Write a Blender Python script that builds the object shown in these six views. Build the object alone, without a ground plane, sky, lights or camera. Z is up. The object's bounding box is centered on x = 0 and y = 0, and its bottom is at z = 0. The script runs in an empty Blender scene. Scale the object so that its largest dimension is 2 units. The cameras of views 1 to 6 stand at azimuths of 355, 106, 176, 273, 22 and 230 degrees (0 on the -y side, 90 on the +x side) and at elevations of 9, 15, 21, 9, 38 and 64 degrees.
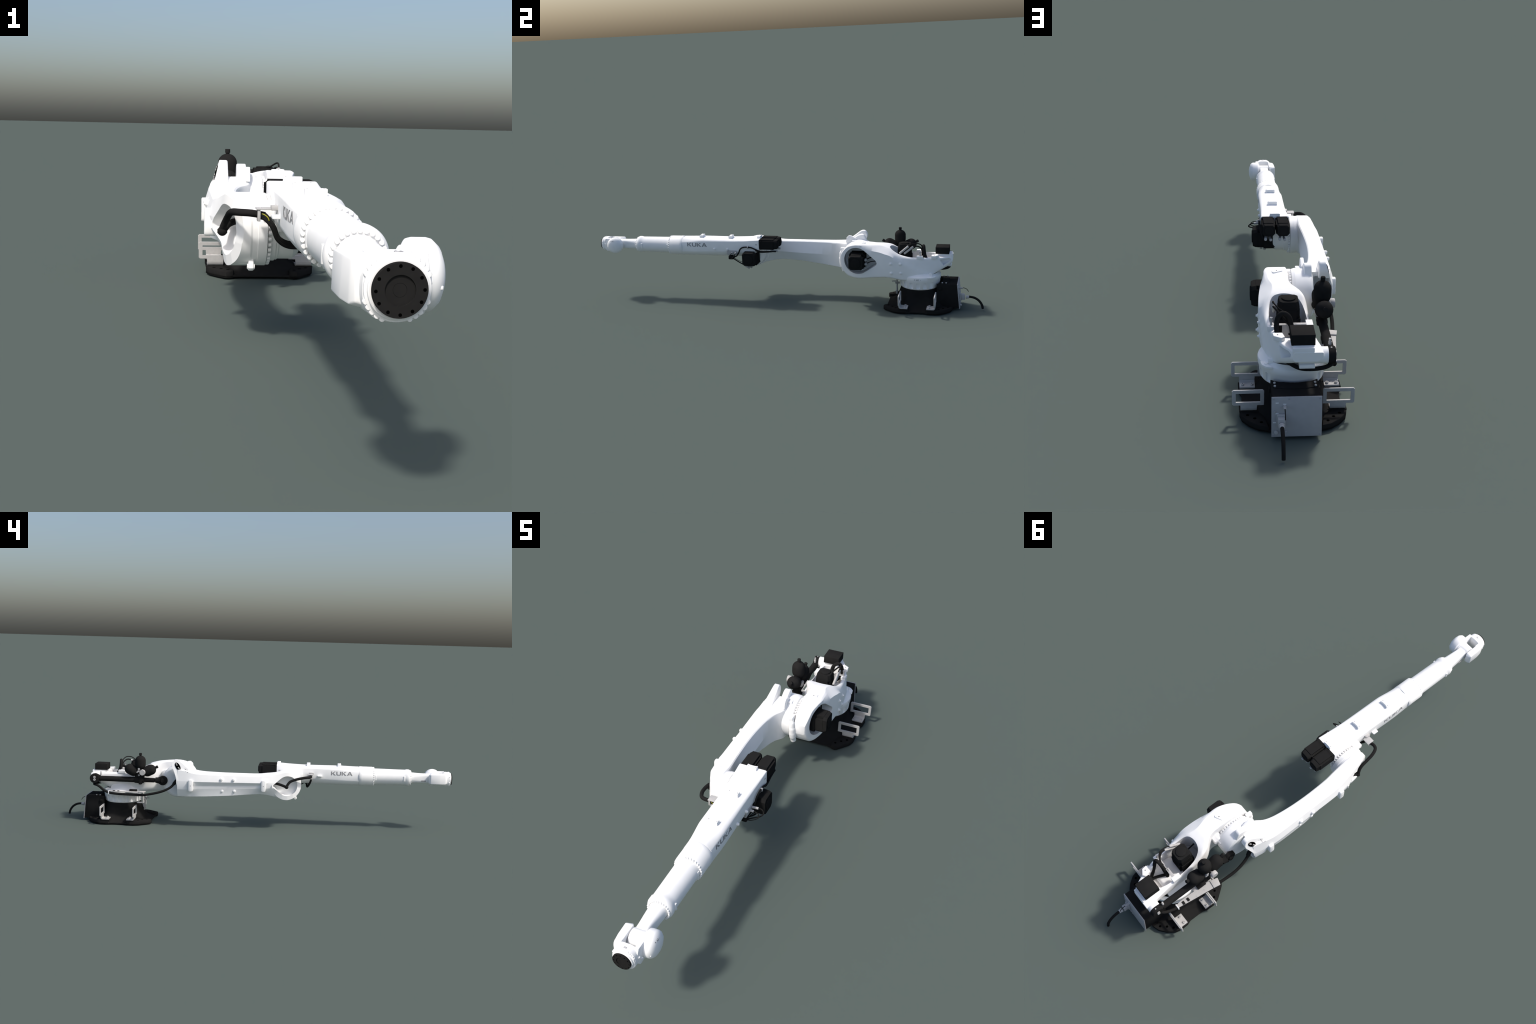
# Large six-axis industrial robot, arm stretched out horizontally.
import bpy, bmesh, math
from math import sin, cos, pi, radians, sqrt, hypot
from mathutils import Vector, Matrix
from mathutils.bvhtree import BVHTree

# ------------------------------------------------------------------ materials
def material(name, color, rough=0.5, spec=0.5, mottling=0.03, scale=60.0, bump=0.0, coat=0.0, metal=0.0):
    m = bpy.data.materials.new(name)
    m.use_nodes = True
    nt = m.node_tree
    bsdf = nt.nodes["Principled BSDF"]
    bsdf.inputs["Roughness"].default_value = rough
    bsdf.inputs["Specular IOR Level"].default_value = spec
    bsdf.inputs["Metallic"].default_value = metal
    bsdf.inputs["Coat Weight"].default_value = coat
    tc = nt.nodes.new("ShaderNodeTexCoord")
    no = nt.nodes.new("ShaderNodeTexNoise")
    no.inputs["Scale"].default_value = scale
    no.inputs["Detail"].default_value = 3.0
    ramp = nt.nodes.new("ShaderNodeValToRGB")
    lo = [max(0.0, c * (1 - mottling)) for c in color]
    hi = [min(1.0, c * (1 + mottling)) for c in color]
    ramp.color_ramp.elements[0].position = 0.3
    ramp.color_ramp.elements[1].position = 0.7
    ramp.color_ramp.elements[0].color = (*lo, 1)
    ramp.color_ramp.elements[1].color = (*hi, 1)
    nt.links.new(tc.outputs["Object"], no.inputs["Vector"])
    nt.links.new(no.outputs["Fac"], ramp.inputs["Fac"])
    nt.links.new(ramp.outputs["Color"], bsdf.inputs["Base Color"])
    if bump:
        bp = nt.nodes.new("ShaderNodeBump")
        bp.inputs["Strength"].default_value = bump
        bp.inputs["Distance"].default_value = 0.0004
        n2 = nt.nodes.new("ShaderNodeTexNoise")
        n2.inputs["Scale"].default_value = 900.0
        nt.links.new(tc.outputs["Object"], n2.inputs["Vector"])
        nt.links.new(n2.outputs["Fac"], bp.inputs["Height"])
        nt.links.new(bp.outputs["Normal"], bsdf.inputs["Normal"])
    return m

WHITE = material("white_paint", (0.92, 0.92, 0.915), 0.6, 0.1, 0.012, 40)
BLACK = material("black_paint", (0.0195, 0.0193, 0.0190), 0.9, 0.0, 0.06, 80)
MOTOR = material("black_motor_casing", (0.0190, 0.0190, 0.0188), 0.9, 0.0, 0.06, 90)
RUBBER = material("black_rubber", (0.0190, 0.0188, 0.0186), 0.9, 0.0, 0.08, 150)
STEEL = material("grey_steel", (0.46, 0.455, 0.45), 0.7, 0.1, 0.04, 120)
PANEL = material("grey_panel", (0.40, 0.40, 0.41), 0.7, 0.1, 0.03, 70)
GREY = material("grey_lettering", (0.30, 0.30, 0.31), 0.5, 0.3, 0.02, 50)
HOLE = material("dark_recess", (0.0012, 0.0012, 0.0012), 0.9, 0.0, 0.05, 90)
CAVITY = material("grey_white_lining", (0.62, 0.60, 0.59), 0.55, 0.3, 0.03, 50)
LABEL = material("pale_label", (0.75, 0.76, 0.78), 0.5, 0.3, 0.02, 90)
YELLOW = material("yellow_wire", (0.36, 0.34, 0.03), 0.5, 0.3, 0.05, 200)

# ------------------------------------------------------------------ scene helpers
ROOT = bpy.data.objects.new("industrial_robot_arm", None)
bpy.context.scene.collection.objects.link(ROOT)
ROOT.location = (0, 0, 0)
ROOT["label"] = "white six-axis robot arm stretched forward on black base"
ROOT["category"] = "industrial robot"

def finish(me, angle=32):
    bm = bmesh.new(); bm.from_mesh(me)
    bmesh.ops.remove_doubles(bm, verts=bm.verts, dist=1e-6)
    bmesh.ops.recalc_face_normals(bm, faces=bm.faces)
    bm.to_mesh(me); bm.free()
    for p in me.polygons:
        p.use_smooth = True
    me.set_sharp_from_angle(angle=radians(angle))
    return me

def put(name, me, mat, parent=ROOT, angle=32, stuff=False, done=False):
    if not done:
        finish(me, angle)
    if not me.materials:
        me.materials.append(mat)
    ob = bpy.data.objects.new(name, me)
    bpy.context.scene.collection.objects.link(ob)
    ob.parent = parent
    if stuff:
        ob["kind"] = "stuff"
    return ob

def copy(ob, matrix):
    o = ob.copy()
    bpy.context.scene.collection.objects.link(o)
    o.matrix_world = matrix
    return o

def from_bm(bm, name="part"):
    me = bpy.data.meshes.new(name)
    bm.normal_update()
    bm.to_mesh(me); bm.free()
    return me

def join(*meshes):
    bm = bmesh.new()
    for m in meshes:
        bm.from_mesh(m)
    return from_bm(bm)

def moved(me, M):
    m = me.copy(); m.transform(M); return m

def frame(origin, zaxis, up=(0, 0, 1)):
    """matrix whose local z points along zaxis, local x is horizontal-ish"""
    z = Vector(zaxis).normalized()
    u = Vector(up)
    if abs(z.dot(u)) > 0.98:
        u = Vector((0, 1, 0))
    x = u.cross(z).normalized()
    y = z.cross(x)
    M = Matrix((x, y, z)).transposed().to_4x4()
    M.translation = Vector(origin)
    return M

# ------------------------------------------------------------------ shape helpers
def loft(sections, cap=True):
    bm = bmesh.new()
    rings = [[bm.verts.new(p) for p in s] for s in sections]
    n = len(rings[0])
    for a, b in zip(rings, rings[1:]):
        for i in range(n):
            j = (i + 1) % n
            bm.faces.new((a[i], a[j], b[j], b[i]))
    if cap:
        bm.faces.new(rings[0][::-1]); bm.faces.new(rings[-1])
    bmesh.ops.recalc_face_normals(bm, faces=bm.faces)
    return from_bm(bm)

def revolve(profile, origin, axis, n=48, up=(0, 0, 1)):
    """profile: (radius, distance along axis) pairs; open ends are capped"""
    M = frame(origin, axis, up)
    secs = []
    for r, h in profile:
        r = max(r, 1e-5)
        secs.append([M @ Vector((r * cos(2 * pi * i / n), r * sin(2 * pi * i / n), h)) for i in range(n)])
    return loft(secs)

def rod(p0, p1, r, n=24, ch=0.0):
    d = Vector(p1) - Vector(p0)
    L = d.length
    if ch:
        prof = [(r - ch, 0), (r, ch), (r, L - ch), (r - ch, L)]
    else:
        prof = [(r, 0), (r, L)]
    return revolve(prof, p0, d, n)

def box(x0, x1, y0, y1, z0, z1, bev=0.0, seg=2):
    bm = bmesh.new()
    bmesh.ops.create_cube(bm, size=1)
    for v in bm.verts:
        v.co = Vector(((x0 + x1) / 2 + v.co.x * (x1 - x0), (y0 + y1) / 2 + v.co.y * (y1 - y0), (z0 + z1) / 2 + v.co.z * (z1 - z0)))
    if bev:
        bmesh.ops.bevel(bm, geom=list(bm.edges), offset=bev, segments=seg, profile=0.5, affect='EDGES')
    return from_bm(bm)

def prism(pts, axis, lo, hi, bev=0.0, seg=2):
    """outline pts extruded along axis; pts are (y,z) for x, (x,z) for y, (x,y) for z"""
    def P(a, b, t):
        return {'x': (t, a, b), 'y': (a, t, b), 'z': (a, b, t)}[axis]
    bm = bmesh.new()
    A = [bm.verts.new(P(a, b, lo)) for a, b in pts]
    B = [bm.verts.new(P(a, b, hi)) for a, b in pts]
    n = len(pts)
    f0 = bm.faces.new(A[::-1]); f1 = bm.faces.new(B)
    for i in range(n):
        j = (i + 1) % n
        bm.faces.new((A[i], A[j], B[j], B[i]))
    bmesh.ops.recalc_face_normals(bm, faces=bm.faces)
    if bev:
        es = set(f0.edges) | set(f1.edges)
        bmesh.ops.bevel(bm, geom=list(es), offset=bev, segments=seg, profile=0.5, affect='EDGES')
    return from_bm(bm)

def catmull(pts, k=8, closed=False):
    P = [Vector(p) for p in pts]
    n = len(P)
    out = []
    rng = range(n) if closed else range(n - 1)
    for i in rng:
        if closed:
            a, b, c, d = P[(i - 1) % n], P[i], P[(i + 1) % n], P[(i + 2) % n]
        else:
            b, c = P[i], P[i + 1]
            a = P[i - 1] if i else b * 2 - c
            d = P[i + 2] if i + 2 < n else c * 2 - b
        for t in range(k):
            t /= k
            out.append(0.5 * ((2 * b) + (c - a) * t + (2 * a - 5 * b + 4 * c - d) * t * t + (3 * b - a - 3 * c + d) * t ** 3))
    if not closed:
        out.append(P[-1])
    return out

def smooth2(pts, k=6, closed=True):
    return [(p.x, p.y) for p in catmull([(a, b, 0) for a, b in pts], k, closed)]

def hose(pts, r, k=8, n=14, smooth=True):
    path = catmull(pts, k) if smooth else [Vector(p) for p in pts]
    secs = []
    t0 = (path[1] - path[0]).normalized()
    u = t0.orthogonal().normalized()
    for i, p in enumerate(path):
        a = path[max(i - 1, 0)]; b = path[min(i + 1, len(path) - 1)]
        t = (b - a).normalized()
        u = (u - t * u.dot(t)).normalized()
        w = t.cross(u)
        rr = r[min(int(i * len(r) / len(path)), len(r) - 1)] if isinstance(r, (list, tuple)) else r
        secs.append([p + rr * (cos(2 * pi * j / n) * u + sin(2 * pi * j / n) * w) for j in range(n)])
    return loft(secs)

def curve1(table, y):
    """Catmull-Rom through rows (y, a, b, ...) sorted by y"""
    n = len(table)
    if y <= table[0][0]: return table[0][1:]
    if y >= table[-1][0]: return table[-1][1:]
    for i in range(n - 1):
        if table[i][0] <= y <= table[i + 1][0]:
            break
    p1, p2 = table[i], table[i + 1]
    p0 = table[i - 1] if i else p1
    p3 = table[i + 2] if i + 2 < n else p2
    h = p2[0] - p1[0]
    t = (y - p1[0]) / h
    res = []
    for k in range(1, len(p1)):
        m1 = (p2[k] - p0[k]) / (p2[0] - p0[0]) * h
        m2 = (p3[k] - p1[k]) / (p3[0] - p1[0]) * h
        res.append((2*t**3 - 3*t*t + 1) * p1[k] + (t**3 - 2*t*t + t) * m1 + (-2*t**3 + 3*t*t) * p2[k] + (t**3 - t*t) * m2)
    return res

def round_rect(x0, x1, z0, z1, radii, nc=6, ns=8):
    """closed (x,z) outline; radii: (x1z1, x0z1, x0z0, x1z0)"""
    cs = [(x1, z1, -1, -1, 0), (x0, z1, 1, -1, 90), (x0, z0, 1, 1, 180), (x1, z0, -1, 1, 270)]
    lim = min(x1 - x0, z1 - z0) * 0.49
    arcs = []
    for (cx, cz, sx, sz, a0), r in zip(cs, radii):
        r = min(r, lim)
        ox, oz = cx + sx * r, cz + sz * r
        arcs.append([(ox + r * cos(radians(a0 + 90 * i / nc)), oz + r * sin(radians(a0 + 90 * i / nc))) for i in range(nc + 1)])
    out = []
    for i in range(4):
        out += arcs[i]
        a = arcs[i][-1]; b = arcs[(i + 1) % 4][0]
        for k in range(1, ns):
            t = k / ns
            out.append((a[0] + (b[0] - a[0]) * t, a[1] + (b[1] - a[1]) * t))
    return out

def boolean(me, cutter, op='DIFFERENCE'):
    a = bpy.data.objects.new("tmp_a", me); b = bpy.data.objects.new("tmp_b", cutter)
    sc = bpy.context.scene.collection
    sc.objects.link(a); sc.objects.link(b)
    md = a.modifiers.new("b", 'BOOLEAN')
    md.operation = op; md.solver = 'EXACT'; md.object = b
    dg = bpy.context.evaluated_depsgraph_get(); dg.update()
    res = bpy.data.meshes.new_from_object(a.evaluated_get(dg))
    bpy.data.objects.remove(a); bpy.data.objects.remove(b)
    return res

def circle2(cx, cy, r, n=40, a0=0.0):
    return [(cx + r * cos(a0 + 2 * pi * i / n), cy + r * sin(a0 + 2 * pi * i / n)) for i in range(n)]

def teardrop(cy, cz, r, tipy, tipz, n=30, tip_r=0.012):
    """circle with two tangents running to a rounded tip"""
    d = Vector((tipy - cy, tipz - cz)); L = d.length; a = math.atan2(d.y, d.x)
    L2 = L - tip_r
    half = math.acos((r - tip_r) / L2)
    pts = []
    for i in range(n + 1):
        t = a + half + (2 * pi - 2 * half) * i / n
        pts.append((cy + r * cos(t), cz + r * sin(t)))
    tc = (cy + L2 * cos(a), cz + L2 * sin(a))
    for i in range(9):
        t = a - half + 2 * half * i / 8
        pts.append((tc[0] + tip_r * cos(t), tc[1] + tip_r * sin(t)))
    return pts

# shared bolt meshes: head grows along local +z
def bolt_mesh(r, h, socket=True):
    n = 12
    prof = [(r, 0), (r, h * 0.85), (r * 0.86, h)]
    if socket:
        prof += [(r * 0.5, h), (r * 0.5, h * 0.45)]
    me = revolve(prof, (0, 0, 0), (0, 0, 1), n)
    return finish(me)

BOLTS = {}
def bolt(pos, axis, r, h, parent, mat=None, socket=True, name="bolt"):
    key = (round(r, 5), round(h, 5), socket, (mat or WHITE).name)
    if key not in BOLTS:
        m = bolt_mesh(r, h, socket); m.materials.append(mat or WHITE)
        BOLTS[key] = m
    ob = bpy.data.objects.new(name, BOLTS[key])
    bpy.context.scene.collection.objects.link(ob)
    ob.parent = parent
    ob.matrix_world = frame(pos, axis)
    return ob

def bolt_ring(centre, axis, R, n, r, h, parent, mat=None, skip=(), a0=0.0, socket=False, arc=2 * pi):
    M = frame(centre, axis)
    for i in range(n):
        if i in skip: continue
        a = a0 + arc * i / n
        bolt(M @ Vector((R * cos(a), R * sin(a), 0)), axis, r, h, parent, mat, socket)

def text_mesh(body, size, depth=0.0006, offset=0.0):
    cu = bpy.data.curves.new("t", 'FONT')
    cu.body = body; cu.size = size; cu.extrude = depth; cu.offset = offset
    cu.align_x = 'CENTER'; cu.align_y = 'CENTER'
    ob = bpy.data.objects.new("t", cu)
    bpy.context.scene.collection.objects.link(ob)
    dg = bpy.context.evaluated_depsgraph_get(); dg.update()
    me = bpy.data.meshes.new_from_object(ob.evaluated_get(dg))
    bpy.data.objects.remove(ob)
    return me

def drape(me, target, direction, lift):
    """press a flat marking onto the surface of target along direction"""
    d = Vector(direction).normalized()
    bm = bmesh.new(); bm.from_mesh(target.data)
    tree = BVHTree.FromBMesh(bm)
    c = sum((v.co for v in me.vertices), Vector()) / len(me.vertices)
    for v in me.vertices:
        depth = (v.co - c).dot(d)
        hit = tree.ray_cast(v.co - d * 0.05, d, 0.15)
        if hit[0] is not None:
            v.co = hit[0] - d * (lift if depth < 0 else -lift)
    bm.free()

def text_on(body, size, pos, right, up, parent, mat=None, name="axis_marking", onto=None):
    me = text_mesh(body, size, offset=size * 0.012)
    r = Vector(right).normalized(); u = Vector(up).normalized(); w = r.cross(u)
    u = w.cross(r)
    M = Matrix((r, u, w)).transposed().to_4x4(); M.translation = Vector(pos)
    me.transform(M)
    if onto is not None:
        drape(me, onto, -w, 0.0005)
    return put(name, me, mat or GREY, parent)

# ------------------------------------------------------------------ main axes
A1Y = 0.692                     # turntable axis, vertical through (0, A1Y)
A2Y, A2Z, A2R = 0.392, 0.223, 0.087   # shoulder axis, along x
A3Y, A3Z, A3R = -0.162, 0.2285, 0.072 # elbow axis, along x
FZ = 0.2718                     # forearm axis height
A5Y = -0.908                    # wrist bend axis

# ================================================================== BASE
base_quarter = [(0.149, 0.0), (0.149, 0.03), (0.156, 0.048), (0.157, 0.082), (0.148, 0.110), (0.127, 0.138),
                (0.110, 0.159), (0.101, 0.165), (0.091, 0.1645), (0.081, 0.158), (0.06, 0.154)]
rear_quarter = base_quarter[:4] + [(0.151, 0.106), (0.130, 0.134), (0.104, 0.155), (0.076, 0.164), (0.06, 0.164)]
outline = []
for sx, sy in ((1, 1), (-1, 1), (-1, -1), (1, -1)):
    q = rear_quarter if sy > 0 else base_quarter
    q = q if sx * sy > 0 else q[::-1]
    outline += [(sx * x, A1Y + sy * y) for x, y in q]
# drop doubled points where the quarters meet
clean = []
for p in outline:
    if not clean or hypot(p[0] - clean[-1][0], p[1] - clean[-1][1]) > 1e-4:
        clean.append(p)
if hypot(clean[0][0] - clean[-1][0], clean[0][1] - clean[-1][1]) < 1e-4:
    clean.pop()
plate = prism(clean, 'z', 0.002, 0.009, 0.002, 2)
def pad_outline(sx, sy):
    q = [(0.100, 0.045), (0.150, 0.040), (0.156, 0.048), (0.157, 0.082)] + (rear_quarter if sy > 0 else base_quarter)[4:-1] + [(0.078, 0.145), (0.090, 0.100)]
    return [(sx * x, A1Y + sy * y) for x, y in q]
pads = [prism(pad_outline(sx, sy), 'z', 0.0, 0.0215, 0.004, 2) for sx in (-1, 1) for sy in (-1, 1)]
def waist(hx, hy, corner, z, n=96):
    """four-lobed outline: reach hx sideways, hy fore and aft, corner towards the feet"""
    pts = []
    for i in range(n):
        a = 2 * pi * i / n
        c, t = cos(a), sin(a)
        r = hx * c * c + hy * t * t
        r += (corner - r) * abs(sin(2 * a)) ** 2.2
        pts.append((r * c, A1Y + r * t, z))
    return pts
base_body = loft([waist(0.147, 0.152, 0.180, 0.004), waist(0.144, 0.150, 0.174, 0.008), waist(0.122, 0.138, 0.152, 0.014), waist(0.104, 0.127, 0.132, 0.022), waist(0.093, 0.119, 0.120, 0.034), waist(0.087, 0.110, 0.105, 0.050),
                  waist(0.086, 0.100, 0.098, 0.068), waist(0.089, 0.093, 0.093, 0.086), waist(0.091, 0.090, 0.0905, 0.100)])
base = put("base_frame", join(plate, base_body, *pads), BLACK)
box_profile = [(0.775, 0.012), (0.8855, 0.010), (0.8745, 0.128), (0.775, 0.128)]
rear = prism(box_profile, 'x', -0.068, 0.068, 0.0025, 2)
rear = boolean(rear, rod((0, A1Y, 0.03), (0, A1Y, 0.3), 0.110, 64))
housing = put("connection_housing", rear, BLACK, base)
# raised cover on the housing and its nuts
cov = prism([(-0.063, 0.797), (0.063, 0.797), (0.063, 0.826), (0.03, 0.834), (-0.03, 0.834), (-0.063, 0.826)], 'z', 0.127, 0.1305, 0.001)
cov = boolean(cov, rod((0, A1Y, 0.1), (0, A1Y, 0.3), 0.1105, 64))
put("housing_cover", cov, BLACK, base)
for sx in (-1, 1):
    for yy in (0.804, 0.822):
        bolt((sx * 0.058, yy, 0.130), (0, 0, 1), 0.0034, 0.004, base, STEEL, False)
    put("rubber_stop", box(min(sx*0.066, sx*0.074), max(sx*0.066, sx*0.074), 0.785, 0.803, 0.098, 0.112, 0.002), BLACK, base)
# floor bolt holes (dark recess discs set a little proud)
hole_me = finish(revolve([(0.0048, 0), (0.0048, 0.0004)], (0, 0, 0), (0, 0, 1), 20)); hole_me.materials.append(HOLE)
for sx in (-1, 1):
    for sy in (-1, 1):
        for hx, hy in ((0.134, 0.102), (0.114, 0.120), (0.0955, 0.141)):
            o = bpy.data.objects.new("bolt_hole", hole_me)
            bpy.context.scene.collection.objects.link(o); o.parent = base
            o.matrix_world = Matrix.Translation((sx * hx, A1Y + sy * hy, 0.0214))
# rear connector panel, slightly leaning
pn = Vector((0, 0.994, 0.0935)).normalized()
def on_panel(x, z, out=0.0):
    t = (z - 0.010) / 0.117
    return Vector((x, 0.8855 - 0.011 * t, z)) + pn * out
pm = frame(on_panel(0, 0.068), pn)
panel = box(-0.0705, 0.0705, -0.0605, 0.0605, -0.001, 0.0032, 0.0008)
panel.transform(pm)
panel = put("connector_panel", panel, PANEL, base)
for x in (-0.0655, 0.0215, 0.0655):
    for z in (0.013, 0.123):
        bolt(on_panel(x, z, 0.003), pn, 0.0022, 0.0016, panel, PANEL, True, "screw")
for x, z in ((0.055, 0.111), (0.034, 0.107), (0.055, 0.079), (0.062, 0.052)):
    m = box(-0.0042, 0.0042, -0.0017, 0.0017, 0, 0.0008); m.transform(frame(on_panel(x, z, 0.003), pn))
    put("label_plate", m, LABEL, panel)
# heavy plug
m = box(-0.0125, 0.0125, -0.019, 0.019, 0.0, 0.008, 0.0015); m.transform(frame(on_panel(0.044, 0.060, 0.003), pn)); put("plug_socket", m, STEEL, panel)
m = box(-0.0095, 0.0095, -0.014, 0.014, 0.008, 0.026, 0.002); m.transform(frame(on_panel(0.044, 0.060, 0.003), pn)); put("plug_hood", m, STEEL, panel)
put("cable_gland", revolve([(0.0085, 0), (0.0085, 0.006), (0.0075, 0.006), (0.0075, 0.013), (0.0062, 0.015)], (0.044, 0.9145, 0.061), (0, 1, 0.02), 20), STEEL, panel)
put("supply_cable", hose([(0.044, 0.918, 0.0615), (0.044, 0.936, 0.062), (0.044, 0.957, 0.057), (0.044, 0.976, 0.044), (0.044, 0.989, 0.025), (0.044, 0.9942, 0.005)], 0.0056), RUBBER, panel)
put("plug", join(rod(on_panel(0.0345, 0.100, 0.003), on_panel(0.0345, 0.100, 0.012), 0.0052, 16, 0.0008), rod(on_panel(0.0345, 0.100, 0.012), on_panel(0.0345, 0.100, 0.022), 0.0038, 16, 0.0008)), STEEL, panel)
put("signal_cable", hose([on_panel(0.0345, 0.100, 0.02), on_panel(0.0345, 0.100, 0.028), (0.035, 0.918, 0.097), (0.035, 0.926, 0.085)], 0.0015, n=10), RUBBER, panel)
put("plug", rod(on_panel(0.058, 0.024, 0.003), on_panel(0.058, 0.024, 0.012), 0.0052, 16, 0.001), STEEL, panel)
for x, z in ((0.030, 0.024), (0.062, 0.085)):
    put("plug_cap", rod(on_panel(x, z, 0.003), on_panel(x, z, 0.006), 0.0035, 14, 0.0006), PANEL, panel)

# four transport handles: bent sheet with a grip window
def handle(sx, sy):
    yp = A1Y + sy * 0.081             # inner face of the upright sheet
    up = prism([(0.0855, 0.044), (0.1055, 0.044), (0.1065, 0.034), (0.1535, 0.034), (0.1545, 0.044), (0.1745, 0.044), (0.1785, 0.048),
                (0.1785, 0.090), (0.1745, 0.094), (0.0895, 0.094), (0.0855, 0.090), (0.0855, 0.048)], 'y', 0.0, 0.0055, 0.0008, 1)
    up = boolean(up, prism([(0.0965, 0.054), (0.1675, 0.054), (0.1675, 0.0835), (0.0965, 0.0835)], 'y', -0.02, 0.03))
    # bend and foot, swept in the yz plane
    secs = []
    R = 0.011
    path = [(0.0055, 0.0345), (0.0055, 0.034)]
    out_o = []; out_i = []
    for i in range(9):
        a = radians(90 * i / 8)
        out_o.append((-R + 0.0055 + R * cos(a), 0.034 - R * sin(a)))
        out_i.append((-R + 0.0055 + (R - 0.0055) * cos(a), 0.034 - (R - 0.0055) * sin(a)))
    prof = out_o + [(-0.036, 0.034 - R), (-0.036, 0.034 - R + 0.0055)] + out_i[::-1]
    foot = prism(prof, 'x', 0.1065, 0.1535, 0.0006, 1)
    me = join(up, foot)
    me.transform(Matrix.Diagonal((sx, sy, 1, 1)))
    me.transform(Matrix.Translation((0, yp, 0)))
    h = put("transport_handle", me, STEEL, base)
    for bx in (0.116, 0.144):
        bolt((sx * bx, yp - sy * 0.024, 0.0285), (0, 0, 1), 0.0052, 0.0055, h, STEEL, True)
    put("foot_pad", box(min(sx*0.098, sx*0.158), max(sx*0.098, sx*0.158), min(yp - sy*0.04, yp + sy*0.004), max(yp - sy*0.04, yp + sy*0.004), 0.019, 0.0235, 0.002), BLACK, base)
for sx in (-1, 1):
    for sy in (-1, 1):
        handle(sx, sy)

# ================================================================== TURNTABLE RING
ring = revolve([(0.05, 0.0995), (0.0890, 0.0995), (0.0915, 0.1015), (0.0955, 0.1075), (0.0985, 0.140), (0.1005, 0.143), (0.1015, 0.158), (0.100, 0.163),
                (0.090, 0.169), (0.080, 0.178), (0.07, 0.19), (0.05, 0.20)], (0, A1Y, 0), (0, 0, 1), 96)
pockets = []
for i in range(18):
    a = 2 * pi * (i + 0.5) / 18
    if cos(a) > 0.72: continue
    b = box(-0.009, 0.009, -0.0085, 0.02, 0.1055, 0.137, 0.0015, 1)
    M = Matrix.Translation((0, A1Y, 0)) @ Matrix.Rotation(a, 4, 'Z') @ Matrix.Translation((0, 0.0975, 0))
    pockets.append(moved(b, M))
ring = boolean(ring, join(*pockets))
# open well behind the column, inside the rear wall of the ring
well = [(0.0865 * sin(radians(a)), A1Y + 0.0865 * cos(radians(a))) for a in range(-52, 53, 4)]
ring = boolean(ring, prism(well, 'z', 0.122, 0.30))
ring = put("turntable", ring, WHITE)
put("black_well_floor", prism([(x * 0.985, A1Y + (y - A1Y) * 0.985) for x, y in well], 'z', 0.1222, 0.1245), BLACK, ring)  # black floor plate at the bottom of the open well
text_on("+ A1 -", 0.013, (0.1017, A1Y - 0.002, 0.1535), (0, 1, 0), (0, 0, 1), ring, onto=ring)
put("flange_tab", prism([(0.066, 0.742), (0.096, 0.735), (0.092, 0.757), (0.080, 0.770), (0.062, 0.775)], 'z', 0.158, 0.166, 0.0015), WHITE, ring)
bolt((0.080, 0.753, 0.166), (0, 0, 1), 0.0055, 0.0025, ring, WHITE, False)
# stop bracket at the front of the ring
stop = put("stop_bracket", join(box(-0.010, 0.010, 0.572, 0.594, 0.104, 0.110, 0.001), box(-0.010, 0.010, 0.578, 0.584, 0.052, 0.128, 0.001),
                                 box(-0.004, 0.004, 0.556, 0.580, 0.112, 0.117, 0.001)), STEEL, ring)
bolt((0.0, 0.5775, 0.065), (0, -1, 0), 0.004, 0.004, stop, STEEL)

# ================================================================== ROTATING COLUMN
# y, xmin, xmax, zmin, zmax, r_top+x, r_top-x
col = [
    (0.3050, -0.005, 0.039, 0.203, 0.243), (0.311, -0.005, 0.043, 0.191, 0.256), (0.325, -0.005, 0.049, 0.168, 0.279), (0.345, -0.005, 0.054, 0.150, 0.298),
    (0.370, -0.005, 0.062, 0.143, 0.308), (0.395, -0.005, 0.068, 0.141, 0.313), (0.420, -0.005, 0.074, 0.143, 0.3145), (0.450, -0.005, 0.080, 0.148, 0.3125), (0.480, -0.006, 0.085, 0.152, 0.310),
    (0.505, -0.016, 0.089, 0.154, 0.308), (0.530, -0.038, 0.0925, 0.156, 0.302), (0.555, -0.049, 0.094, 0.155, 0.294),
    (0.575, -0.053, 0.094, 0.152, 0.282), (0.600, -0.055, 0.092, 0.146, 0.269), (0.640, -0.056, 0.089, 0.142, 0.2585),
    (0.690, -0.058, 0.083, 0.142, 0.2545), (0.735, -0.061, 0.074, 0.158, 0.2530), (0.775, -0.066, 0.060, 0.180, 0.2525),
    (0.810, -0.072, 0.043, 0.198, 0.2520), (0.832, -0.074, 0.029, 0.210, 0.2515), (0.846, -0.074, 0.018, 0.220, 0.2480)]
crease = [(0.380, 0.312), (0.440, 0.303), (0.471, 0.297), (0.512, 0.284), (0.564, 0.268), (0.618, 0.240), (0.675, 0.206), (0.740, 0.172), (0.78, 0.15)]
secs = []
ys = [0.305, 0.307, 0.310, 0.315, 0.322] + [0.330 + 0.0075 * i for i in range(69)] + [0.8465]
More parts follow.
